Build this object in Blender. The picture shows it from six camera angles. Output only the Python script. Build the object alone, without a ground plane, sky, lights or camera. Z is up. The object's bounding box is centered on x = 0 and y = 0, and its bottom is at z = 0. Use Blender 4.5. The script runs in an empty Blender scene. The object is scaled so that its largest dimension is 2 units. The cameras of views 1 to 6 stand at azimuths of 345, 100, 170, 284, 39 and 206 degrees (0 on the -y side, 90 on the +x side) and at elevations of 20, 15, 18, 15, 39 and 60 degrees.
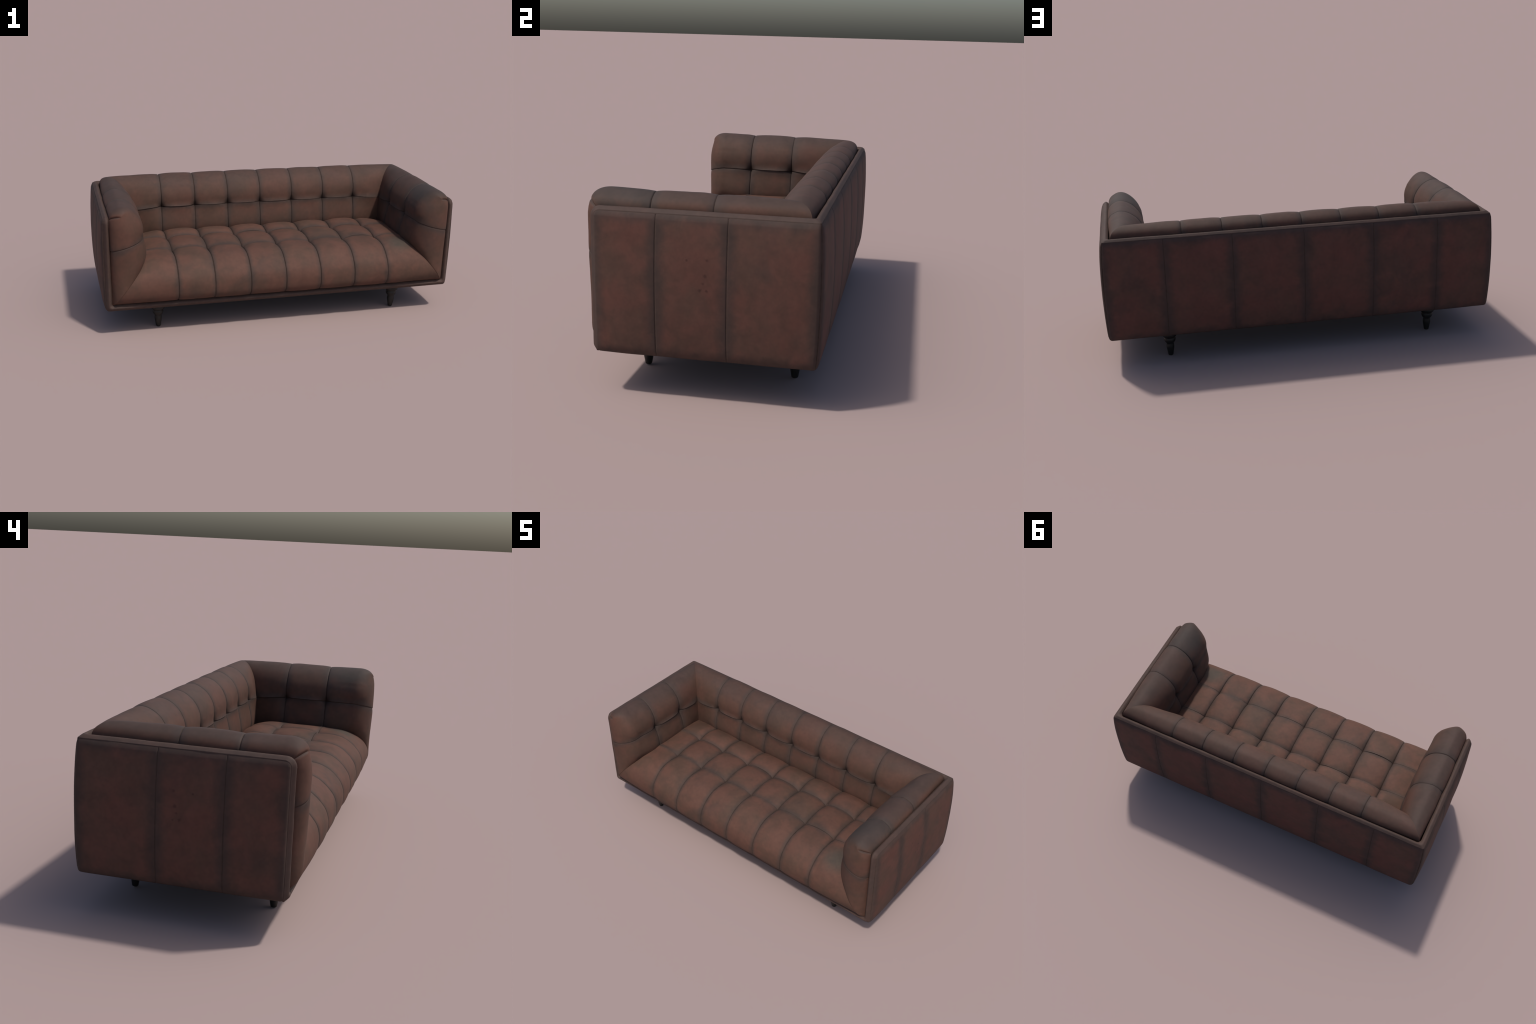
# Tufted leather three-sided sofa on small turned legs, built from profiles and rules.
import bpy
import math
import numpy as np
from mathutils import noise as mnoise, Vector

rng = np.random.default_rng(7)

# ------------------------------------------------------------------ sizes (metres)
PITCH = 0.198                       # spacing of the vertical tufting seams
SEAMS_X = [PITCH * k for k in range(-3, 4)]
ARM_SEAMS_Y = [0.041, -0.177]
ROW_Y = [0.024, -0.176]             # tuft rows of the seat
Z_TUFT = 0.541                      # tuft row of back and arms
X_OUT, X_IN = 0.976, 0.943          # outer / inner edge of the frame rim (sides)
Y_OUT, Y_IN = 0.404, 0.376          # outer / inner edge of the frame rim (back)
Y_FRONT = -0.366
Z_TOP, Z_BASE, Z_LIP = 0.656, 0.1485, 0.185
SHIFT = -0.002


# ------------------------------------------------------------------ small maths helpers
def catmull(pts, t):
    """Centripetal-ish Catmull-Rom through pts, evaluated at t in 0..1 by chord length."""
    P = np.array(pts, float)
    L = np.r_[0, np.cumsum(np.linalg.norm(np.diff(P, axis=0), axis=1))]
    L /= L[-1]
    m = np.gradient(P, L, axis=0, edge_order=1)
    t = np.asarray(t, float)
    i = np.clip(np.searchsorted(L, t, side="right") - 1, 0, len(L) - 2)
    h = (L[i + 1] - L[i])[:, None]
    u = ((t - L[i]) / (L[i + 1] - L[i]))[:, None]
    return ((2 * u**3 - 3 * u**2 + 1) * P[i] + (u**3 - 2 * u**2 + u) * h * m[i]
            + (-2 * u**3 + 3 * u**2) * P[i + 1] + (u**3 - u**2) * h * m[i + 1])


def seam_samples(length, n, near_a=True, near_b=True):
    """0..1 parameters along a strip, packed close to the seams at its ends."""
    pack = np.array([0.0007, 0.0022, 0.0040, 0.007, 0.0110])
    a = pack if near_a else np.array([])
    b = length - pack[::-1] if near_b else np.array([])
    lo = a[-1] if near_a else 0.0
    hi = b[0] if near_b else length
    mid = np.linspace(lo, hi, n + 2)[1:-1]
    return np.r_[0, a, mid, b, length] / length


def puff(t, p=2.2, q=0.85):
    return np.clip(1 - np.abs(2 * t - 1) ** p, 0, 1) ** q


def groove(d, w=0.0022):
    return np.exp(-((d / w) ** 2))


def grid_normals(G):
    du = np.gradient(G, axis=0)
    dv = np.gradient(G, axis=1)
    n = np.cross(du, dv)
    l = np.linalg.norm(n, axis=2, keepdims=True)
    l[l < 1e-12] = 1
    return n / l


def nz(p, scale, seed=0.0):
    return mnoise.noise(Vector((p[0] * scale + seed, p[1] * scale - seed, p[2] * scale + 2 * seed)))


def roughen(G, N, amp, scale, seed, fade_a=0, fade_b=0):
    """slight slackness of the hide, fading out towards ends that must meet another part"""
    full = amp
    for i in range(G.shape[0]):
        amp = full * min(1.0, i / fade_a if fade_a else 1.0, (G.shape[0] - 1 - i) / fade_b if fade_b else 1.0)
        for j in range(G.shape[1]):
            G[i, j] += N[i, j] * (amp * nz(G[i, j], scale, seed) + 0.35 * amp * nz(G[i, j], scale * 2.7, seed + 5))
    return G


# ------------------------------------------------------------------ materials
def leather(name, seam_axes, edge=0.03, red=(0.098, 0.047, 0.034), tan=(0.085, 0.048, 0.034),
            grey=(0.055, 0.039, 0.033), red_amount=0.5, tufts=0.0, dark=1.0, seed=0.0, top_grey=0.0, scars=(), droop=False, worn=None):
    """Aniline leather: russet hide that turns greyer and darker towards its seams.
    seam_axes: list of ('X'|'Y'|'Z', position) or ('XP', pitch) for repeating seams."""
    m = bpy.data.materials.new(name)
    m.use_nodes = True
    nt = m.node_tree
    N, L = nt.nodes, nt.links
    bsdf = N["Principled BSDF"]
    tc = N.new("ShaderNodeTexCoord")
    sep = N.new("ShaderNodeSeparateXYZ")
    L.new(tc.outputs["Object"], sep.inputs[0])

    def mth(op, a, b=None, c=None, clamp=False):
        n = N.new("ShaderNodeMath")
        n.operation = op
        n.use_clamp = clamp
        for k, v in enumerate((a, b, c)):
            if v is None:
                continue
            if isinstance(v, (int, float)):
                n.inputs[k].default_value = v
            else:
                L.new(v, n.inputs[k])
        return n.outputs[0]

    def noise(scale, detail=4.0, rough=0.55, off=0.0, dist=0.0, stretch=(1, 1, 1)):
        mp = N.new("ShaderNodeMapping")
        mp.inputs["Location"].default_value = (off + seed, off * 1.7 - seed, off * 0.6)
        mp.inputs["Scale"].default_value = stretch
        L.new(tc.outputs["Object"], mp.inputs[0])
        n = N.new("ShaderNodeTexNoise")
        n.inputs["Scale"].default_value = scale
        n.inputs["Detail"].default_value = detail
        n.inputs["Roughness"].default_value = rough
        n.inputs["Distortion"].default_value = dist
        L.new(mp.outputs[0], n.inputs["Vector"])
        return n.outputs["Fac"]

    def ramp(fac, a, b):
        n = N.new("ShaderNodeMapRange")
        n.interpolation_type = "SMOOTHSTEP"
        n.inputs["From Min"].default_value = a
        n.inputs["From Max"].default_value = b
        L.new(fac, n.inputs["Value"])
        return n.outputs["Result"]

    def mix(fac, a, b, mode="MIX"):
        n = N.new("ShaderNodeMix")
        n.data_type = "RGBA"
        n.blend_type = mode
        for k, v in ((0, fac), (6, a), (7, b)):
            if isinstance(v, (int, float)):
                n.inputs[k].default_value = v
            elif isinstance(v, tuple):
                n.inputs[k].default_value = (*v, 1)
            else:
                L.new(v, n.inputs[k])
        return n.outputs[2]

    height = sep.outputs["Z"]
    if droop:            # the tuft seam of an arm sinks as it runs round the front
        sink = mth("MULTIPLY", ramp(mth("MULTIPLY", sep.outputs["Y"], -1.0), 0.33, 0.41),
                   ramp(mth("ABSOLUTE", sep.outputs["X"]), 0.74, 0.93))
        height = mth("MULTIPLY_ADD", sink, 0.055, height)

    def coord(ax):
        return height if ax == "Z" else sep.outputs[ax]

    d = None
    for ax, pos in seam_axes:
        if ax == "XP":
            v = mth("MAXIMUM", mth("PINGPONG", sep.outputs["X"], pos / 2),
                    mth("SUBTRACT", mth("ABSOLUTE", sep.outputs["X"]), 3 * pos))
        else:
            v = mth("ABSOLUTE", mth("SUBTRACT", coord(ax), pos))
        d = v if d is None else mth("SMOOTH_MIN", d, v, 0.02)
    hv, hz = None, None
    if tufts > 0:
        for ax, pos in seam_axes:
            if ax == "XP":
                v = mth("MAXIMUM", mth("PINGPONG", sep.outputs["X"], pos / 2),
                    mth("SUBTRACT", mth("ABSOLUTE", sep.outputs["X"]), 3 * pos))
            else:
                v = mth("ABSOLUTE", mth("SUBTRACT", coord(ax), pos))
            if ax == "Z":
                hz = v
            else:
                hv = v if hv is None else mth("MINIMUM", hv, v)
    big = noise(5.5, 3, 0.5, 3.1)
    mid = noise(13, 5, 0.6, 8.7, 0.4)
    fine = noise(55, 5, 0.65, 1.3)
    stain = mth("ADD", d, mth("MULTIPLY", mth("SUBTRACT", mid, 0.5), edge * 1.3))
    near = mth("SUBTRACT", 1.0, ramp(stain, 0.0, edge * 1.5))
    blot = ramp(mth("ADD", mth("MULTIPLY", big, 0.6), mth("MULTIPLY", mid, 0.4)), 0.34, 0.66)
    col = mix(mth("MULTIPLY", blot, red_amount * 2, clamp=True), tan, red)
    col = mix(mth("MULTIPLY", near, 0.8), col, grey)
    greyblot = ramp(noise(4.2, 4, 0.6, 17.0, 0.6), 0.50, 0.75)
    col = mix(mth("MULTIPLY", greyblot, 0.48), col, grey)
    if worn is not None:
        (wx, wy, wz), wr, wcol = worn
        vm = N.new("ShaderNodeVectorMath")
        vm.operation = "DISTANCE"
        L.new(tc.outputs["Object"], vm.inputs[0])
        vm.inputs[1].default_value = (wx, wy, wz)
        far = mth("ADD", vm.outputs["Value"], mth("MULTIPLY", mth("SUBTRACT", mid, 0.5), wr * 0.7))
        col = mix(mth("MULTIPLY", mth("SUBTRACT", 1.0, ramp(far, wr * 0.2, wr)), 0.8), col, wcol)
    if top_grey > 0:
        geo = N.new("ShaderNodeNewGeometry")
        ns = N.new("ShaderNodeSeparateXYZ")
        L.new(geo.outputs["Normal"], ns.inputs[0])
        up = mth("MULTIPLY", ramp(ns.outputs["Z"], 0.35, 0.95), top_grey)  # upward faces tinted grey for the sky sheen at grazing angles
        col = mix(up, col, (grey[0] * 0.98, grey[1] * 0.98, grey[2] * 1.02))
    shade = mth("MULTIPLY_ADD", mth("SUBTRACT", fine, 0.5), 0.36, dark)
    shade = mth("MULTIPLY", shade, mth("MULTIPLY_ADD", mth("SUBTRACT", mid, 0.5), 0.5, 1.0))
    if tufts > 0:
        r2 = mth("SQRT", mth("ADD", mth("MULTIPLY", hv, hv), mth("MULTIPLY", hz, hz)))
        painted_dimple_shade = mth("SUBTRACT", 1.0, ramp(r2, 0.0, 0.042))  # occlusion in the tuft dimples, darkened into the base colour
        shade = mth("MULTIPLY", shade, mth("MULTIPLY_ADD", painted_dimple_shade, -tufts, 1.0))
    for sy, sz, size in scars:
        dy, dz = mth("SUBTRACT", sep.outputs["Y"], sy), mth("SUBTRACT", sep.outputs["Z"], sz)
        r = mth("SQRT", mth("ADD", mth("MULTIPLY", dy, dy), mth("MULTIPLY", dz, dz)))
        r = mth("ADD", r, mth("MULTIPLY", mth("SUBTRACT", fine, 0.5), size * 1.6))
        shade = mth("MULTIPLY", shade, mth("MULTIPLY_ADD", mth("SUBTRACT", 1.0, ramp(r, 0.0, size)), -0.35, 1.0))
    cs = N.new("ShaderNodeCombineXYZ")
    for k in range(3):
        L.new(shade, cs.inputs[k])
    col = mix(1.0, col, cs.outputs[0], "MULTIPLY")
    L.new(col, bsdf.inputs["Base Color"])
    bsdf.inputs["Roughness"].default_value = 0.72
    bsdf.inputs["Specular IOR Level"].default_value = 0.22
    vor = N.new("ShaderNodeTexVoronoi")
    vor.inputs["Scale"].default_value = 420
    L.new(tc.outputs["Object"], vor.inputs["Vector"])
    hgt = mth("ADD", mth("MULTIPLY", vor.outputs["Distance"], 0.4), mth("MULTIPLY", fine, 0.8))
    b = N.new("ShaderNodeBump")
    b.inputs["Strength"].default_value = 0.10
    b.inputs["Distance"].default_value = 0.002
    L.new(hgt, b.inputs["Height"])
    L.new(b.outputs[0], bsdf.inputs["Normal"])
    return m


def plain(name, colour, rough, spec=0.4, vary=0.3):
    m = bpy.data.materials.new(name)
    m.use_nodes = True
    nt = m.node_tree
    bsdf = nt.nodes["Principled BSDF"]
    tc = nt.nodes.new("ShaderNodeTexCoord")
    n = nt.nodes.new("ShaderNodeTexNoise")
    n.inputs["Scale"].default_value = 60
    n.inputs["Detail"].default_value = 4
    nt.links.new(tc.outputs["Object"], n.inputs["Vector"])
    r = nt.nodes.new("ShaderNodeValToRGB")
    r.color_ramp.elements[0].position = 0.3
    r.color_ramp.elements[1].position = 0.7
    r.color_ramp.elements[0].color = (*[c * (1 - vary) for c in colour], 1)
    r.color_ramp.elements[1].color = (*[c * (1 + vary) for c in colour], 1)
    nt.links.new(n.outputs["Fac"], r.inputs[0])
    nt.links.new(r.outputs[0], bsdf.inputs["Base Color"])
    bsdf.inputs["Roughness"].default_value = rough
    bsdf.inputs["Specular IOR Level"].default_value = spec
    return m


MAT_SEAT = leather("seat_leather", [("XP", PITCH), ("Y", ROW_Y[0]), ("Y", ROW_Y[1])], edge=0.019, dark=0.95, seed=0.0, red_amount=0.8,
                   red=(0.101, 0.049, 0.035), grey=(0.052, 0.037, 0.031), worn=((0.70, -0.29, 0.40), 0.11, (0.060, 0.052, 0.042)))
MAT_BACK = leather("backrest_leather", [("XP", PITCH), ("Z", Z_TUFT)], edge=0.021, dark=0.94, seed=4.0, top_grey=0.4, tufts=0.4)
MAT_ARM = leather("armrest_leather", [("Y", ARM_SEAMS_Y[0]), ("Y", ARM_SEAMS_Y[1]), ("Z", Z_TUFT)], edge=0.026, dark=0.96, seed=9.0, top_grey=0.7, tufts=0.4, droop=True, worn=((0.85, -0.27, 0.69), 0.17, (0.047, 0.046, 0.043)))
MAT_SIDE = leather("side_leather", [("Y", 0.10), ("Y", -0.147), ("Y", Y_OUT), ("Y", Y_FRONT), ("Z", Z_TOP), ("Z", Z_BASE)],
                   edge=0.034, seed=13.0, red=(0.108, 0.048, 0.036), tan=(0.090, 0.050, 0.037), grey=(0.050, 0.036, 0.031), scars=((0.027, 0.459, 0.010), (0.021, 0.433, 0.008), (0.010, 0.409, 0.009), (0.034, 0.407, 0.007), (0.033, 0.512, 0.008), (-0.036, 0.508, 0.006)))
BACK_PANEL_X = [-X_OUT, -0.688, -0.355, 0.0, 0.355, 0.688, X_OUT]
MAT_REAR = leather("rear_leather", [("X", x) for x in BACK_PANEL_X] + [("Z", Z_TOP), ("Z", Z_BASE)],
                   edge=0.034, seed=21.0, red=(0.110, 0.047, 0.037), tan=(0.093, 0.050, 0.038), grey=(0.050, 0.036, 0.032))
MAT_TRIM = leather("trim_leather", [("Z", 2.0)], seed=31.0, red=(0.074, 0.042, 0.034), tan=(0.064, 0.042, 0.035),
                   grey=(0.056, 0.041, 0.036), red_amount=0.3)
MAT_SEAM = plain("seam_shadowed_leather", (0.047, 0.031, 0.024), 0.8, 0.15)  # leather colour lowered to draw the shadow inside the creases
MAT_LEG = plain("dark_stained_wood", (0.012, 0.0115, 0.010), 0.45, 0.4)
MAT_LINING = plain("black_lining_cloth", (0.012, 0.011, 0.011), 0.95, 0.1)

# ------------------------------------------------------------------ object helpers
ROOT = bpy.data.objects.new("tufted_leather_sofa", None)
bpy.context.scene.collection.objects.link(ROOT)
ROOT.location = (SHIFT, 0, 0)
ROOT["label"] = "low brown leather sofa with grid-tufted cushions, short dark legs"
ROOT["category"] = "sofa"


def make_object(name, mesh, parent):
    o = bpy.data.objects.new(name, mesh)
    bpy.context.scene.collection.objects.link(o)
    o.parent = parent
    return o


class MeshBuilder:
    """Collects blocks of quads with given vertex normals."""
    def __init__(self):
        self.v, self.n, self.f = [], [], []

    def block(self, G, N, flip=False):
        a, b = G.shape[:2]
        base = len(self.v)
        self.v += [tuple(p) for p in G.reshape(-1, 3)]
        self.n += [tuple(p) for p in N.reshape(-1, 3)]
        for i in range(a - 1):
            for j in range(b - 1):
                c = [G[i, j], G[i + 1, j], G[i + 1, j + 1], G[i, j + 1]]
                if np.linalg.norm(np.cross(c[2] - c[0], c[3] - c[1])) < 2e-8:
                    continue
                q = (base + i * b + j, base + (i + 1) * b + j, base + (i + 1) * b + j + 1, base + i * b + j + 1)
                self.f.append(q[::-1] if flip else q)

    def finish(self, name, mat, own_normals=True):
        me = bpy.data.meshes.new(name)
        me.from_pydata(self.v, [], self.f)
        me.materials.append(mat)
        me.polygons.foreach_set("use_smooth", [True] * len(me.polygons))
        me.validate()
        me.update()
        if own_normals and len(me.vertices) == len(self.n):
            me.normals_split_custom_set_from_vertices(self.n)
        return me


def split_grid(G, cuts_i, cuts_j, pad_name, mat, parent, lips, mirror=False, seam_cells=1, seam_cells_j=1):
    """Cut one smooth grid into pads at the seam indices. The 'lips', faces next to a
    seam, go to the parent's own mesh; pads become child objects."""
    N = grid_normals(G)
    if mirror:
        G = G * np.array([-1, 1, 1])
        N = N * np.array([-1, 1, 1])
    # orientation: N = du x dv ; for mirrored grids the winding flips
    flip = mirror
    for a0, a1 in zip(cuts_i[:-1], cuts_i[1:]):
        for b0, b1 in zip(cuts_j[:-1], cuts_j[1:]):
            ia = a0 + (seam_cells if a0 > 0 else 0)
            ib = a1 - (seam_cells if a1 < G.shape[0] - 1 else 0)
            ja = b0 + (seam_cells_j if b0 > 0 else 0)
            jb = b1 - (seam_cells_j if b1 < G.shape[1] - 1 else 0)
            mb = MeshBuilder()
            mb.block(G[ia:ib + 1, ja:jb + 1], N[ia:ib + 1, ja:jb + 1], flip)
            make_object(pad_name, mb.finish(pad_name, mat), parent)
            # lips around this pad
            for (p, q, r, s) in ((a0, ia, b0, b1), (ib, a1, b0, b1), (ia, ib, b0, ja), (ia, ib, jb, b1)):
                if q > p and s > r:
                    lips.block(G[p:q + 1, r:s + 1], N[p:q + 1, r:s + 1], flip)


def profile(segments, offsets, n_per):
    """segments: lists of 2D points, one list per pad (sharing end points).
    offsets: per pad (at start, extra in the middle, at end): how far the pad's middle stands
    proud of its seams. Returns seam profile S, pad profile C, normals, cut indices, seam distance."""
    S, O, D, cuts = [], [], [], [0]
    for k, (seg, off, n) in enumerate(zip(segments, offsets, n_per)):
        length = np.linalg.norm(np.diff(np.array(seg), axis=0), axis=1).sum()
        t = seam_samples(length, n, k > 0, k < len(segments) - 1)
        P = catmull(seg, t)
        if len(off) > 3:                     # stand-off that dies away quickly along the pad
            o = off[0] * (1 - t) ** off[3] + off[1] * puff(t, 2.3, 0.7)
        else:
            o = off[0] + (off[2] - off[0]) * t + off[1] * puff(t, 2.3, 0.7)
        dist = np.minimum(t * length if k > 0 else 1.0, (1 - t) * length if k < len(segments) - 1 else 1.0)
        if k:
            P, o, dist = P[1:], o[1:], dist[1:]
        S.append(P)
        O.append(o)
        D.append(np.broadcast_to(dist, o.shape))
        cuts.append(cuts[-1] + len(P) - (1 if k == 0 else 0))
    S, O, D = np.vstack(S), np.concatenate(O), np.concatenate(D)
    # offset directions come from a smoothed copy of the curve, so they do not cross at the seams
    A = np.r_[0, np.cumsum(np.linalg.norm(np.diff(S, axis=0), axis=1))]
    au = np.arange(0, A[-1], 0.001)
    U = np.c_[np.interp(au, A, S[:, 0]), np.interp(au, A, S[:, 1])]
    V = np.gradient(U, axis=0)
    for _ in range(250):
        V[1:-1] = (V[:-2] + 2 * V[1:-1] + V[2:]) / 4
    T = np.c_[np.interp(A, au, V[:, 0]), np.interp(A, au, V[:, 1])]
    T /= np.linalg.norm(T, axis=1, keepdims=True)
    Nn = np.c_[-T[:, 1], T[:, 0]]
    return S, O, Nn, cuts, D


# ------------------------------------------------------------------ back and arm cushion profile
# written as (depth from the rim's inner edge, height): lower pad, then upper pad over the crest to the rim
LOWER = [(0.170, 0.345), (0.189, 0.385), (0.1955, 0.416), (0.192, 0.458), (0.182, 0.497), (0.172, 0.527), (0.1655, Z_TUFT)]
UPPER = [(0.1655, Z_TUFT), (0.1685, 0.56), (0.1725, 0.59), (0.169, 0.616), (0.158, 0.643), (0.136, 0.674), (0.111, 0.6935),
         (0.094, 0.702), (0.076, 0.7075), (0.060, 0.709), (0.034, 0.7005), (0.014, 0.687), (0.004, 0.670), (0.0005, 0.650), (0.0005, 0.625)]
WALL_OFFS = [(0.000, 0.005, 0.021), (0.021, -0.004, 0.004)]
# profile of the mitre where back and arm meet
MITRE = [(0.172, 0.345), (0.175, 0.40), (0.177, 0.446), (0.175, 0.49), (0.172, Z_TUFT - 0.013), (0.162, 0.589), (0.147, 0.637), (0.123, 0.675),
         (0.094, 0.6985), (0.060, 0.7065), (0.036, 0.699), (0.018, 0.685), (0.010, 0.668), (0.007, 0.650), (0.007, 0.625)]

WS, WO, WN, WCUT, WD = profile([LOWER, UPPER], WALL_OFFS, [20, 42])
WA = np.r_[0, np.cumsum(np.linalg.norm(np.diff(WS, axis=0), axis=1))]
WA = WA - WA[WCUT[1]]                  # signed distance along the profile from the tuft row
# pads stand only a little proud of their seams, except next to the tuft row, where the seams dive into the tufts
WO = np.where(WA < 0, 0.020 * np.exp(WA / 0.028) + 0.0045, 0.020 * np.exp(-WA / 0.030) + 0.0055)
WO *= np.clip((WA[-1] - WA) / 0.05, 0.25, 1)
WN = -WN if WN[3, 0] < 0 else WN      # normal points to larger depth (into the room)
LEN = np.r_[0, np.cumsum(np.linalg.norm(np.diff(WS, axis=0), axis=1))]
frac = LEN / LEN[-1]
# mitre sampled so that the tuft height matches the pads' tuft row
k0 = WCUT[1]
mit_low = catmull(MITRE[:5], np.linspace(0, 1, 300))
mit_up = catmull(MITRE[4:], np.linspace(0, 1, 600))


def resample(P, f):
    L = np.r_[0, np.cumsum(np.linalg.norm(np.diff(P, axis=0), axis=1))]
    L /= L[-1]
    return np.c_[np.interp(f, L, P[:, 0]), np.interp(f, L, P[:, 1])]


fl = (LEN[:k0 + 1]) / LEN[k0]
fu = (LEN[k0:] - LEN[k0]) / (LEN[-1] - LEN[k0])
WM = np.vstack([resample(mit_low, fl), resample(mit_up, fu)[1:]])


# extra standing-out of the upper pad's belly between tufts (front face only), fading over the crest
def belly(i):
    z = WS[:, 1]
    front = WS[:, 0] > 0.06
    return np.where(front, 0.004 * np.exp(-(((z - 0.575) / 0.03) ** 2)), 0.0)


BELLY = belly(0)
BELLY[:k0 + 1] = 0.0
BELLY *= 0.0


def wall_columns(edges, n_cols, kinds):
    """(position, weight, blend-to-mitre a, b, seam distance) samples along a wall."""
    out, cuts = [], [0]
    for k, (a, b) in enumerate(zip(edges[:-1], edges[1:])):
        t = seam_samples(abs(b - a), n_cols, True, True)
        for idx, tt in enumerate(t):
            if k and idx == 0:
                continue
            out.append((k, tt, a + (b - a) * tt, min(tt, 1 - tt) * abs(b - a)))
        cuts.append(len(out) - 1)
    return out, cuts


# ------------------------------------------------------------------ backrest
def build_back():
    edges = [-0.77] + SEAMS_X + [0.77]
    cols, cuts = wall_columns(edges, 20, None)
    ncol = len(edges) - 1
    bulge = 1 + rng.uniform(-0.12, 0.12, (ncol, 2))
    G = np.zeros((len(cols), len(WS), 3))
    low = np.arange(len(WS)) <= k0
    for i, (k, t, x, dist) in enumerate(cols):
        w = puff(np.array([t]), 3.0, 0.75)[0]
        bl = np.where(low, bulge[k, 0], bulge[k, 1])
        off = (WO + BELLY) * w * bl
        if k in (0, ncol - 1):
            e = (1 - t) if k == 0 else t          # 1 at the mitre
            sm = e * e * (3 - 2 * e)
            # end columns run from the seam to the mitre, whose place changes with height
            base = WS * (1 - sm) + WM * sm
            xs = SEAMS_X[-1] + (X_IN - WM[:, 0] - SEAMS_X[-1]) * e
            xs = -xs if k == 0 else xs
            off = off * (1 - 0.5 * e)
            dist = t * abs(X_IN - 0.17 - SEAMS_X[-1]) if k else (1 - t) * 0.17
        else:
            base = WS
            xs = np.full(len(WS), x)
        P = base + WN * off[:, None]
        g = 0.0026 * groove(dist) + (0.0026 * groove(WD) + np.where(WA < 0, 0.002, 0.0004) * np.exp(-(WD / 0.010) ** 2)) * (1 - groove(dist))
        g = g + 0.006 * np.exp(-(dist ** 2 + WD ** 2) / 0.016 ** 2)
        if k in (0, ncol - 1):
            g = g * min(1.0, (1 - e) / 0.1)
        P = P - WN * g[:, None]
        G[i, :, 0] = xs
        G[i, :, 1] = Y_IN - P[:, 0]
        G[i, :, 2] = P[:, 1]
    N = grid_normals(G)
    G = roughen(G, N, 0.0016, 9.0, 2.0, 14, 14)
    lips = MeshBuilder()
    back = make_object("backrest", bpy.data.meshes.new("tmp"), ROOT)
    split_grid(G, cuts, WCUT, "backrest_pad", MAT_BACK, back, lips)
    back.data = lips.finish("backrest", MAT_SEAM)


# ------------------------------------------------------------------ line where seat and arm meet
SEAT_ARM = [(0.770, 0.215, 0.372), (0.766, 0.10, 0.398), (0.764, -0.05, 0.402), (0.763, -0.20, 0.400), (0.766, -0.30, 0.394),
            (0.785, -0.352, 0.370), (0.817, -0.388, 0.336), (0.843, -0.404, 0.305), (0.868, -0.411, 0.275),
            (0.896, -0.411, 0.243), (0.921, -0.399, 0.209), (0.944, -0.370, 0.184)]
Q = catmull(SEAT_ARM, np.linspace(0, 1, 800))
QL = np.r_[0, np.cumsum(np.linalg.norm(np.diff(Q, axis=0), axis=1))]


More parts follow.
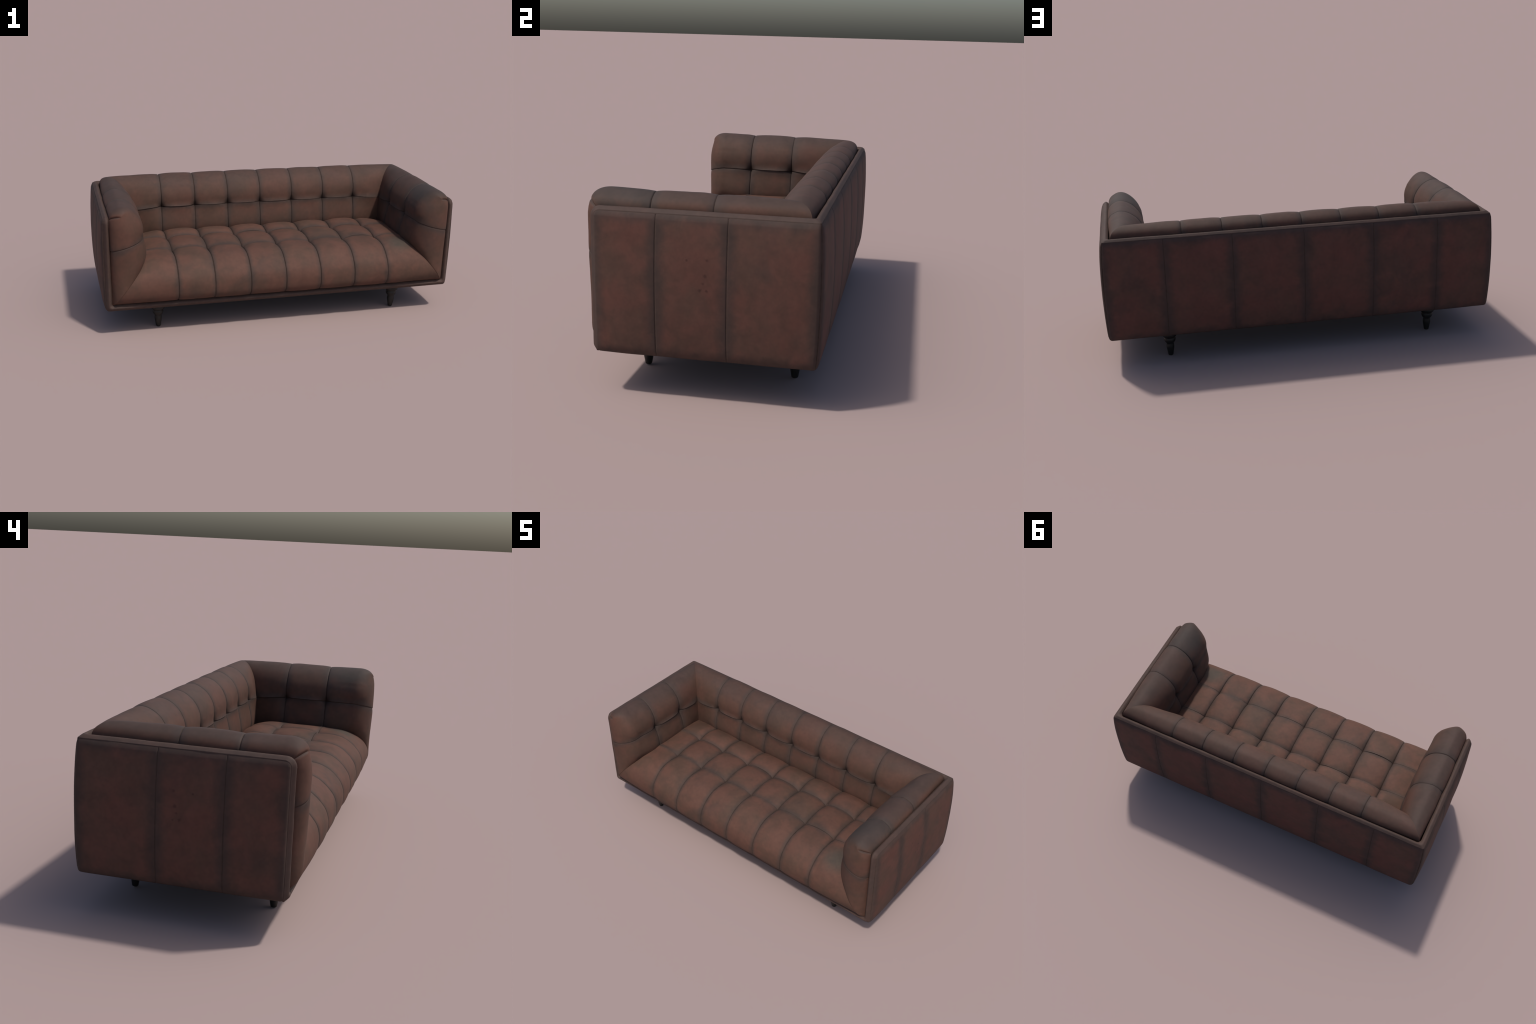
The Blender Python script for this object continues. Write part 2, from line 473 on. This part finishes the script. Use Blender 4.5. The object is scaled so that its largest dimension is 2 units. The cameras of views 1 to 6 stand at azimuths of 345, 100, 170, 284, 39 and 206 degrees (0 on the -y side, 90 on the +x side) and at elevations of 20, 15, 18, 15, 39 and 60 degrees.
# ------------------------------------------------------------------ armrests
def build_arm(mirror, seed):
    y_round = -0.325                 # where the front rounding starts
    y_m = Y_IN - 0.17
    edges = [y_m] + ARM_SEAMS_Y
    cols, cuts = wall_columns(edges, 20, None)
    bulge = 1 + rng.uniform(-0.12, 0.12, (3, 2))
    low = np.arange(len(WS)) <= k0
    rows = []
    for (k, t, y, dist) in cols:
        w = puff(np.array([t]), 3.0, 0.75)[0]
        off = (WO + BELLY) * w * np.where(low, bulge[k, 0], bulge[k, 1])
        if k == 0:
            e = 1 - t
            sm = e * e * (3 - 2 * e)
            base = WS * (1 - sm) + WM * sm
            ys = ARM_SEAMS_Y[0] + (Y_IN - WM[:, 0] - ARM_SEAMS_Y[0]) * e
            off = off * (1 - 0.5 * e)
            dist = t * 0.16
        else:
            base, ys = WS, np.full(len(WS), y)
        P = base + WN * off[:, None]
        g = 0.0026 * groove(dist) + (0.0026 * groove(WD) + np.where(WA < 0, 0.002, 0.0004) * np.exp(-(WD / 0.010) ** 2)) * (1 - groove(dist))
        g = g + 0.006 * np.exp(-(dist ** 2 + WD ** 2) / 0.016 ** 2)
        if k == 0:
            g = g * min(1.0, (1 - e) / 0.1)
        P = P - WN * g[:, None]
        rows.append(np.c_[X_IN - P[:, 0], ys, P[:, 1]])
    # the front pad: straight run, then round the corner and across the front to the rim
    top_lift = 0.006 * np.exp(-(((WS[:, 0] - 0.085) / 0.06) ** 2)) * (WS[:, 1] > 0.64)
    full = WS + WN * (WO * 0.45 + top_lift)[:, None]
    bx, bz = X_IN - full[:, 0], full[:, 1]
    # heights at which each line of the profile arrives at the rim's front edge
    ctrl_z = [0.345, 0.375, Z_TUFT, 0.60, 0.655, 0.69, 0.709]
    ctrl_t = [0.155, 0.181, 0.484, 0.560, 0.615, 0.643, 0.651]
    crest = int(np.argmax(bz))
    zt = np.interp(bz, ctrl_z, ctrl_t)
    zt[crest:] = np.interp(np.linspace(0, 1, len(bz) - crest), [0, 1], [zt[crest], 0.655])
    zt = np.maximum.accumulate(zt)
    tx = np.full(len(bz), X_IN + 0.003)
    ty = np.full(len(bz), -0.369)
    # straight run
    y0 = ARM_SEAMS_Y[1]
    run = seam_samples(abs(y_round - y0), 14, True, False)
    n_front = 34
    uu = np.linspace(0, 1, n_front + 1)[1:]
    # pack samples near the rim
    uu = np.unique(np.r_[uu, 1 - np.array([0.006, 0.014, 0.022, 0.045, 0.075])])
    for t in run[1:]:
        y = y0 + (y_round - y0) * t
        w = puff(np.array([min(t * abs(y_round - y0) / 0.24, 0.5)]), 3.0, 0.75)[0]
        off = (WO + BELLY * (1 - 0.4 * t)) * w * np.where(low, bulge[2, 0], bulge[2, 1]) ** (1 - t)
        dist = t * abs(y_round - y0)
        sm = t * t * (3 - 2 * t)
        P = WS + WN * off[:, None]
        P = P * (1 - sm) + full * sm
        g = 0.0026 * groove(dist) + (0.0026 * groove(WD) + np.where(WA < 0, 0.002, 0.0004) * np.exp(-(WD / 0.010) ** 2)) * (1 - groove(dist))
        g = g + 0.006 * np.exp(-(dist ** 2 + WD ** 2) / 0.016 ** 2)
        P = P - WN * g[:, None]
        rows.append(np.c_[X_IN - P[:, 0], np.full(len(WS), y), P[:, 1]])
    # Lower lines go round the front to the rim. The crest line runs forward to the tip of a short
    # dart; the lines behind the crest end along that dart.
    B = np.c_[bx, np.full(len(bz), y_round), bz]
    T = np.c_[tx, ty, zt]
    tip, corner = np.array([0.884, -0.407, 0.675]), np.array([X_IN, -0.369, 0.656])
    bow = (tip + corner) / 2 + np.array([0.006, -0.012, 0.012])
    h = np.clip((bz - 0.60) / 0.11, 0, 1)
    K1 = np.c_[bx + 0.003, -0.428 + 0.045 * h ** 2, bz - 0.002 * h - 0.014 * np.exp(-(((bz - Z_TUFT) / 0.07) ** 2))]
    K2 = np.c_[bx * 0.06 + tx * 0.94, np.full(len(bz), -0.447), bz * 0.2 + zt * 0.8]
    u_dart = 0.55
    lam = np.clip((np.arange(len(bz)) - crest) / (len(bz) - 1 - crest), 0, 1) ** 0.8

    def dart_at(l):
        l = np.asarray(l)[:, None]
        return (1 - l) ** 2 * tip + 2 * l * (1 - l) * bow + l ** 2 * corner
    dart = dart_at(lam)
    blend = np.clip((bz - 0.655) / (bz[crest] - 0.655), 0, 1)
    blend = (blend ** 2 * (3 - 2 * blend))[:, None]
    blend[crest:] = 1
    D1 = np.c_[bx, -0.376 + 0.006 * lam, bz + 0.003 * (1 - lam)]
    D2 = np.c_[bx * 0.3 + dart[:, 0] * 0.7, dart[:, 1] + 0.004, dart[:, 2] + 0.022 - 0.008 * lam]

    def bez(a, b, c, d, u):
        return (1 - u) ** 3 * a + 3 * u * (1 - u) ** 2 * b + 3 * u * u * (1 - u) * c + u ** 3 * d
    for u in uu:
        low_path = bez(B, K1, K2, T, u)
        if u <= u_dart:
            top_path = bez(B, D1, D2, dart, u / u_dart)
        else:
            v = (u - u_dart) / (1 - u_dart)
            top_path = dart_at(lam + (1 - lam) * v)
        rows.append(low_path * (1 - blend) + top_path * blend)
    G = np.array(rows)
    nfront0 = len(cols) + len(run) - 1
    # horizontal crease keeps running round the front
    N = grid_normals(G)
    for i in range(nfront0, len(G)):
        G[i] -= N[i] * (0.0026 * groove(WD) + np.where(WA < 0, 0.002, 0.0004) * np.exp(-(WD / 0.010) ** 2))[:, None]
    # stitched dart at the top front corner
    lt = np.linspace(0, 1, 60)
    line = dart_at(lt)
    for i in range(len(cols), len(G)):
        d = np.linalg.norm(G[i][:, None] - line[None], axis=2)
        k = d.argmin(axis=1)
        dd, tt = d[np.arange(len(k)), k], lt[k]
        G[i] += np.array([0.0, 0.8, -0.4]) * (0.007 * np.clip(tt / 0.25, 0, 1) * np.exp(-(dd / 0.004) ** 2))[:, None]
    # lowest lines of the arm follow the line where it meets the seat
    yb = G[:, 0, 1].copy()
    tgt = np.zeros((len(G), 3))
    # map: straight part by y, front part by remaining arc length
    q_split = QL[np.argmin(np.abs(Q[:, 1] - y_round) + (Q[:, 2] < 0.34))]
    for i in range(len(G)):
        if i < nfront0:
            j = np.argmin(np.abs(Q[:, 1] - min(yb[i], 0.21)) + 10 * (Q[:, 2] < 0.36))
            tgt[i] = Q[j]
        else:
            u = (i - nfront0 + 1) / (len(G) - nfront0)
            l = q_split + (QL[-1] - q_split) * u
            tgt[i] = [np.interp(l, QL, Q[:, c]) for c in range(3)]
    # the row of the grid that should lie on the line: height 0.375 on the straight part
    jq = int(np.argmin(np.abs(WS[:k0, 1] - 0.378)))
    fall = np.zeros(len(WS))
    idx = np.arange(len(WS))
    span = k0 - jq
    fall[:jq + 1] = 1
    mm = (idx > jq) & (idx < k0)
    x = (idx[mm] - jq) / span
    fall[mm] = (1 - x) ** 2
    delta = tgt - G[:, jq]
    straight = np.clip((np.arange(len(G)) - nfront0 + 12) / 12.0, 0, 1)
    straight = straight * straight * (3 - 2 * straight)
    G += delta[:, None, :] * fall[None, :, None] * straight[:, None, None]
    # tuck the rows under the line into the sofa
    for j in range(jq):
        G[:, j] += straight[:, None] * (G[:, jq] - G[:, j] + np.array([0.006, 0.012, -0.012]) * (jq - j) / jq)
    N = grid_normals(G)
    G = roughen(G, N, 0.0016, 9.0, seed, 14, 10)
    name = "armrest"
    lips = MeshBuilder()
    arm = make_object(name, bpy.data.meshes.new("tmp"), ROOT)
    # grid runs back->front, bottom->top: its normal must look to -x for the +x arm
    cuts = cuts + [len(G) - 1]
    split_grid(G, cuts, WCUT, "armrest_pad", MAT_ARM, arm, lips, mirror=mirror)
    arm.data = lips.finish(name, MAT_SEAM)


# ------------------------------------------------------------------ seat
SEAT_ROWS = [
    [(0.235, 0.362), (0.20, 0.385), (0.165, 0.400), (0.11, 0.411), (0.06, 0.405), (0.024, 0.391)],
    [(0.024, 0.391), (0.0, 0.402), (-0.04, 0.410), (-0.076, 0.412), (-0.116, 0.410), (-0.152, 0.402), (-0.176, 0.391)],
    [(-0.176, 0.391), (-0.218, 0.400), (-0.263, 0.402), (-0.30, 0.397), (-0.328, 0.386), (-0.353, 0.370), (-0.378, 0.347),
     (-0.399, 0.319), (-0.410, 0.288), (-0.413, 0.256), (-0.410, 0.226), (-0.400, 0.206), (-0.386, 0.193), (-0.364, 0.187)],
]
SEAT_OFFS = [(0.003, 0.004, 0.030), (0.030, -0.011, 0.030), (0.030, 0.0075, 0.000, 6.0)]


def build_seat():
    S, O, Nn, cut_j, D = profile(SEAT_ROWS, SEAT_OFFS, [20, 22, 44])
    Nn = -Nn if Nn[len(Nn) // 3, 1] < 0 else Nn
    edges = [-0.77] + SEAMS_X + [0.77]
    ncol = len(edges) - 1
    cols, cut_i = wall_columns(edges, 20, None)
    bulge = 1 + rng.uniform(-0.1, 0.1, (ncol, 3))
    row_of = np.zeros(len(S), int)
    for r, c in enumerate(cut_j[1:-1]):
        row_of[c:] = r + 1
    # end of each seat line on the seam with the arm
    E = np.zeros((len(S), 3))
    for j, (y, z) in enumerate(S):
        if z > 0.36 and y > -0.34:
            k = np.argmin(np.abs(Q[:, 1] - y) + 10 * (Q[:, 2] < 0.36))
        else:
            k = np.argmin((Q[:, 1] - y) ** 2 + (Q[:, 2] - z) ** 2)
        E[j] = Q[k]
    for _ in range(8):
        E[1:-1] = (E[:-2] + 2 * E[1:-1] + E[2:]) / 4
    G = np.zeros((len(cols), len(S), 3))
    for i, (k, t, x, dist) in enumerate(cols):
        w = puff(np.array([t]), 2.5, 0.72)[0]
        off = O * w * bulge[k][row_of]
        if k in (0, ncol - 1):
            e = (1 - t) if k == 0 else t
            sm = e * e * (3 - 2 * e)
            base = np.c_[S[:, 0] * (1 - sm) + E[:, 1] * sm, S[:, 1] * (1 - sm) + E[:, 2] * sm]
            xs = SEAMS_X[-1] + (E[:, 0] + 0.004 - SEAMS_X[-1]) * e
            xs = -xs if k == 0 else xs
            off = O * (w * (1 - 0.5 * e)) * bulge[k][row_of]
        else:
            base, xs = S, np.full(len(S), x)
        P = base + Nn * off[:, None]
        soft = 0.45 + 0.55 * np.clip((-S[:, 0] - 0.15) / 0.1, 0, 1)      # sharper on the front roll
        g = 0.0032 * soft * groove(dist) + 0.0016 * groove(D) * (1 - groove(dist))
        P = P - Nn * g[:, None]
        G[i, :, 0], G[i, :, 1], G[i, :, 2] = xs, P[:, 0], P[:, 1]
    N = grid_normals(G)
    G = roughen(G, N, 0.0016, 9.0, 6.0)
    # orientation check: tops must look up
    G = G[:, ::-1]
    cut_j = [len(S) - 1 - c for c in cut_j][::-1]
    lips = MeshBuilder()
    seat = make_object("seat", bpy.data.meshes.new("tmp"), ROOT)
    split_grid(G, cut_i, cut_j, "seat_pad", MAT_SEAT, seat, lips, seam_cells_j=0)
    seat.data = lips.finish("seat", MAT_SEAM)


# ------------------------------------------------------------------ frame: outer panels, rim band, base
def panel_grid(edges, to_point, z_rows, bulge_depth, pad_depth, n_cols=14, rear=False):
    """One whole outer face: edges = panel seam positions along the face."""
    cols, cuts = wall_columns(edges, n_cols, None)
    a, b = edges[0], edges[-1]
    G = np.zeros((len(cols), len(z_rows), 3))
    for i, (k, t, s, dist) in enumerate(cols):
        u = (s - a) / (b - a)
        wide = 1 - abs(2 * u - 1) ** 4
        low_w = 0.6 if rear else 0.15 + 0.45 * max(0.0, 2 * u - 1) ** 2
        de = min(s - a, b - s)
        for j, (z, inward) in enumerate(z_rows):
            v = (z - Z_BASE) / (Z_TOP - Z_BASE)
            tall = max(0.0, 1 - abs(2 * v - 1) ** 2.3)
            dz = min(z - Z_BASE, Z_TOP - z)
            rz = 1 - (1 - min(max(dz, 0) / 0.030, 1)) ** 2
            rs = math.sqrt(max(0.0, 1 - (1 - min(max(de, 0) / 0.020, 1)) ** 2))
            out = (bulge_depth * tall * (low_w + (1 - low_w) * wide) + pad_depth * puff(np.array([t]))[0] * tall ** 0.5
                   + 0.009 * rz * rs - 0.002 - 0.0018 * groove(dist, 0.002) * (0.4 + 0.6 * rs) - inward)
            # the vertical corner edges bow with the panels
            corner = -0.002 + 0.0145 * tall * 0.6 - inward
            s2 = s
            if (b - s) < 0.05:
                s2 = s + corner * (1 - (b - s) / 0.05)
            if rear and (s - a) < 0.05:
                s2 = s - corner * (1 - (s - a) / 0.05)
            if not rear:                      # rounded front corners, following the rim
                for zc, sign, r in ((Z_TOP - 0.024, 1, 0.024), (Z_BASE + 0.016, -1, 0.016)):
                    ca, cb = (a + r - s2) / r, sign * (z - zc) / r
                    if ca > 0 and cb > 0:
                        ca, cb = min(ca, 1), min(cb, 1)
                        s2 = a + r - r * ca * math.sqrt(1 - cb * cb / 2)
                        z = zc + sign * r * cb * math.sqrt(1 - ca * ca / 2)
                        break
            G[i, j] = to_point(s2, out, z)
    return G, cuts


def face_panels(G, cuts, name, mat, frame, lips, mirror=False):
    """Panels of one outer face; the outermost millimetres (top edge and both ends) are the piping seam."""
    N = grid_normals(G)
    mul = np.array([-1, 1, 1]) if mirror else 1.0
    for sl in ((slice(None), slice(-3, None)), (slice(0, 2), slice(0, -2)), (slice(-2, None), slice(0, -2))):
        lips.block(G[sl] * mul, N[sl] * mul, mirror)
    G = G[1:-1, :-2]
    cuts = [0] + [c - 1 for c in cuts[1:-1]] + [len(G) - 1]
    split_grid(G, cuts, [0, G.shape[1] - 1], name, mat, frame, lips, mirror=mirror)


def build_frame():
    frame = make_object("frame", bpy.data.meshes.new("tmp"), ROOT)
    lips = MeshBuilder()
    zs = [Z_TOP - 0.001 - v for v in (0, 0.0008, 0.002, 0.004, 0.007, 0.011, 0.016)]
    zs += list(np.linspace(Z_TOP - 0.022, Z_BASE + 0.026, 30))
    z_rows = [(z, 0.0) for z in zs]
    for a in np.linspace(0, math.pi / 2, 7):
        z_rows.append((Z_BASE + 0.012 * (1 - math.sin(a)), 0.012 * (1 - math.cos(a))))
    z_rows.append((Z_BASE + 0.0005, 0.05))
    # sides (+x and mirrored)
    e_side = [Y_FRONT, -0.147, 0.10, Y_OUT]
    for mirror, seed in ((False, 40.0), (True, 47.0)):
        G, cuts = panel_grid(e_side, lambda s, o, z: (X_OUT + o, s, z), z_rows, 0.0160, 0.0025)
        N = grid_normals(G)
        G = roughen(G, N, 0.0012, 6.0, seed)
        G = G[:, ::-1]
        face_panels(G, cuts, "side_panel", MAT_SIDE, frame, lips, mirror)
    # rear: runs from +x to -x so that the normal looks to +y
    e_rear = [-x for x in BACK_PANEL_X]
    e_rear = sorted(e_rear)
    G, cuts = panel_grid(e_rear, lambda s, o, z: (-s, Y_OUT + o, z), z_rows, 0.0145, 0.0025, rear=True)
    N = grid_normals(G)
    G = roughen(G, N, 0.0012, 6.0, 53.0)
    G = G[:, ::-1]
    face_panels(G, cuts, "rear_panel", MAT_REAR, frame, lips)
    frame.data = lips.finish("frame", MAT_SEAM)

    # rim band: a rounded welt that runs along the arms and back and down round the front opening
    prof = np.linspace(0, math.pi, 15)

    def station(O, I, F, b):
        O, I, F = np.array(O, float), np.array(I, float), np.array(F, float)
        wv = prof / math.pi
        s = np.sin(math.pi * wv ** 1.15)
        pts = O[None] + (I - O)[None] * wv[:, None] + F[None] * (b * s)[:, None]
        down = -F * 0.03
        return np.vstack([O + F * -0.004, pts, I + down])

    st = []
    b_top, b_front, r = 0.011, 0.016, 0.024
    # top of the +x arm from the front corner backwards, corner, then to the middle of the back
    zt = Z_TOP
    y_c, z_c = Y_FRONT + r, zt - r
    # bottom front middle -> right corner -> up -> over the top corner -> back -> rear corner -> rear middle
    for x in np.linspace(0, X_OUT - 0.05, 14):
        st.append(((x, Y_FRONT, Z_BASE), (x, Y_FRONT, Z_LIP), (0, -1, 0), 0.017))
    rb = 0.016
    for a in np.linspace(0, math.pi / 2, 7):
        O = (X_OUT - rb + rb * math.sin(a), Y_FRONT, Z_BASE + rb - rb * math.cos(a))
        mi = a / (math.pi / 2)
        I = (X_IN - 0.006 + 0.006 * mi, Y_FRONT, Z_LIP + 0.006 * mi)
        st.append((O, I, (0, -1, 0), 0.018 - 0.002 * mi))
    for z in np.linspace(Z_BASE + 0.04, z_c - 0.01, 16):
        st.append(((X_OUT, Y_FRONT, z), (X_IN, Y_FRONT, z), (0, -1, 0), b_front))
    for a in np.linspace(0, math.pi / 2, 9):
        O = (X_OUT, y_c - r * math.cos(a), z_c + r * math.sin(a))
        I = (X_IN, O[1], O[2])
        st.append((O, I, (0, -math.cos(a), math.sin(a)), b_front + (b_top - b_front) * a / (math.pi / 2)))
    for y in np.linspace(y_c + 0.015, Y_IN - 0.04, 18):
        st.append(((X_OUT, y, zt), (X_IN, y, zt), (0, 0, 1), b_top))
    rc = 0.010
    for a in np.linspace(0, math.pi / 2, 7):
        O = (X_OUT - rc + rc * math.cos(a), Y_OUT - rc + rc * math.sin(a), zt)
        ri = 0.022
        I = (X_IN - ri + ri * math.cos(a), Y_IN - ri + ri * math.sin(a), zt)
        st.append((O, I, (0, 0, 1), b_top))
    for x in np.linspace(X_IN - 0.06, 0, 16):
        st.append(((x, Y_OUT, zt), (x, Y_IN, zt), (0, 0, 1), b_top))
    G = np.array([station(*s) for s in st])
    Gm = (G * np.array([-1, 1, 1]))[::-1]
    W = np.vstack([G, Gm[1:]])
    N = grid_normals(W)
    W = roughen(W, N, 0.0012, 14.0, 61.0)
    W[-1] = W[0] = (W[0] + W[-1]) / 2
    N = grid_normals(W)
    mb = MeshBuilder()
    mb.block(W, N, flip=False)
    make_object("rim_band", mb.finish("rim_band", MAT_TRIM, own_normals=False), frame)

    # underside lining and inner carcass
    v, f = [], []

    def box(x0, x1, y0, y1, z0, z1):
        b = len(v)
        for z in (z0, z1):
            v.extend([(x0, y0, z), (x1, y0, z), (x1, y1, z), (x0, y1, z)])
        f.extend([(b + 3, b + 2, b + 1, b), (b + 4, b + 5, b + 6, b + 7), (b, b + 1, b + 5, b + 4),
                  (b + 1, b + 2, b + 6, b + 5), (b + 2, b + 3, b + 7, b + 6), (b + 3, b, b + 4, b + 7)])
    box(-0.955, 0.955, -0.355, 0.385, 0.1515, 0.178)
    box(-0.90, 0.90, -0.355, 0.36, 0.1785, 0.30)
    box(-0.93, 0.93, 0.30, 0.362, 0.3005, 0.63)
    for s in (-1, 1):
        x0, x1 = sorted((s * 0.87, s * 0.93))
        box(x0, x1, -0.345, 0.2995, 0.3005, 0.62)
    me = bpy.data.meshes.new("carcass")
    me.from_pydata(v, [], f)
    me.materials.append(MAT_LINING)
    make_object("carcass", me, frame)


# ------------------------------------------------------------------ legs
LEG = [(0.0, 0.0), (0.0095, 0.0), (0.012, 0.002), (0.0134, 0.006), (0.0158, 0.020), (0.0186, 0.035), (0.0200, 0.046),
       (0.0200, 0.053), (0.0190, 0.061), (0.0183, 0.0655), (0.0185, 0.0668), (0.0225, 0.072), (0.0268, 0.079),
       (0.0296, 0.087), (0.0298, 0.092), (0.0285, 0.0975), (0.0275, 0.0992), (0.0282, 0.1005), (0.0325, 0.105),
       (0.0375, 0.111), (0.0395, 0.116), (0.0395, 0.124), (0.036, 0.130), (0.036, 0.153)]


def build_legs():
    n = 40
    v, f = [], []
    for r, z in LEG:
        for k in range(n):
            a = 2 * math.pi * k / n
            v.append((r * math.cos(a), r * math.sin(a), z))
    for i in range(len(LEG) - 1):
        for k in range(n):
            k2 = (k + 1) % n
            if i == 0:
                f.append((i * n + k2, (i + 1) * n + k2, (i + 1) * n + k))
            else:
                f.append((i * n + k, i * n + k2, (i + 1) * n + k2, (i + 1) * n + k))
    me = bpy.data.meshes.new("leg")
    me.from_pydata(v, [], f)
    me.materials.append(MAT_LEG)
    me.polygons.foreach_set("use_smooth", [True] * len(me.polygons))
    me.validate()
    import bmesh
    bm = bmesh.new()
    bm.from_mesh(me)
    bmesh.ops.remove_doubles(bm, verts=bm.verts, dist=1e-5)
    bmesh.ops.recalc_face_normals(bm, faces=bm.faces)
    bm.to_mesh(me)
    bm.free()
    for x in (-0.687, 0.687):
        for y in (-0.272, 0.295):
            o = make_object("leg", me, ROOT)
            o.location = (x - 0.004, y, 0)


build_seat()
build_back()
build_arm(False, 30.0)
build_arm(True, 36.0)
build_frame()
build_legs()
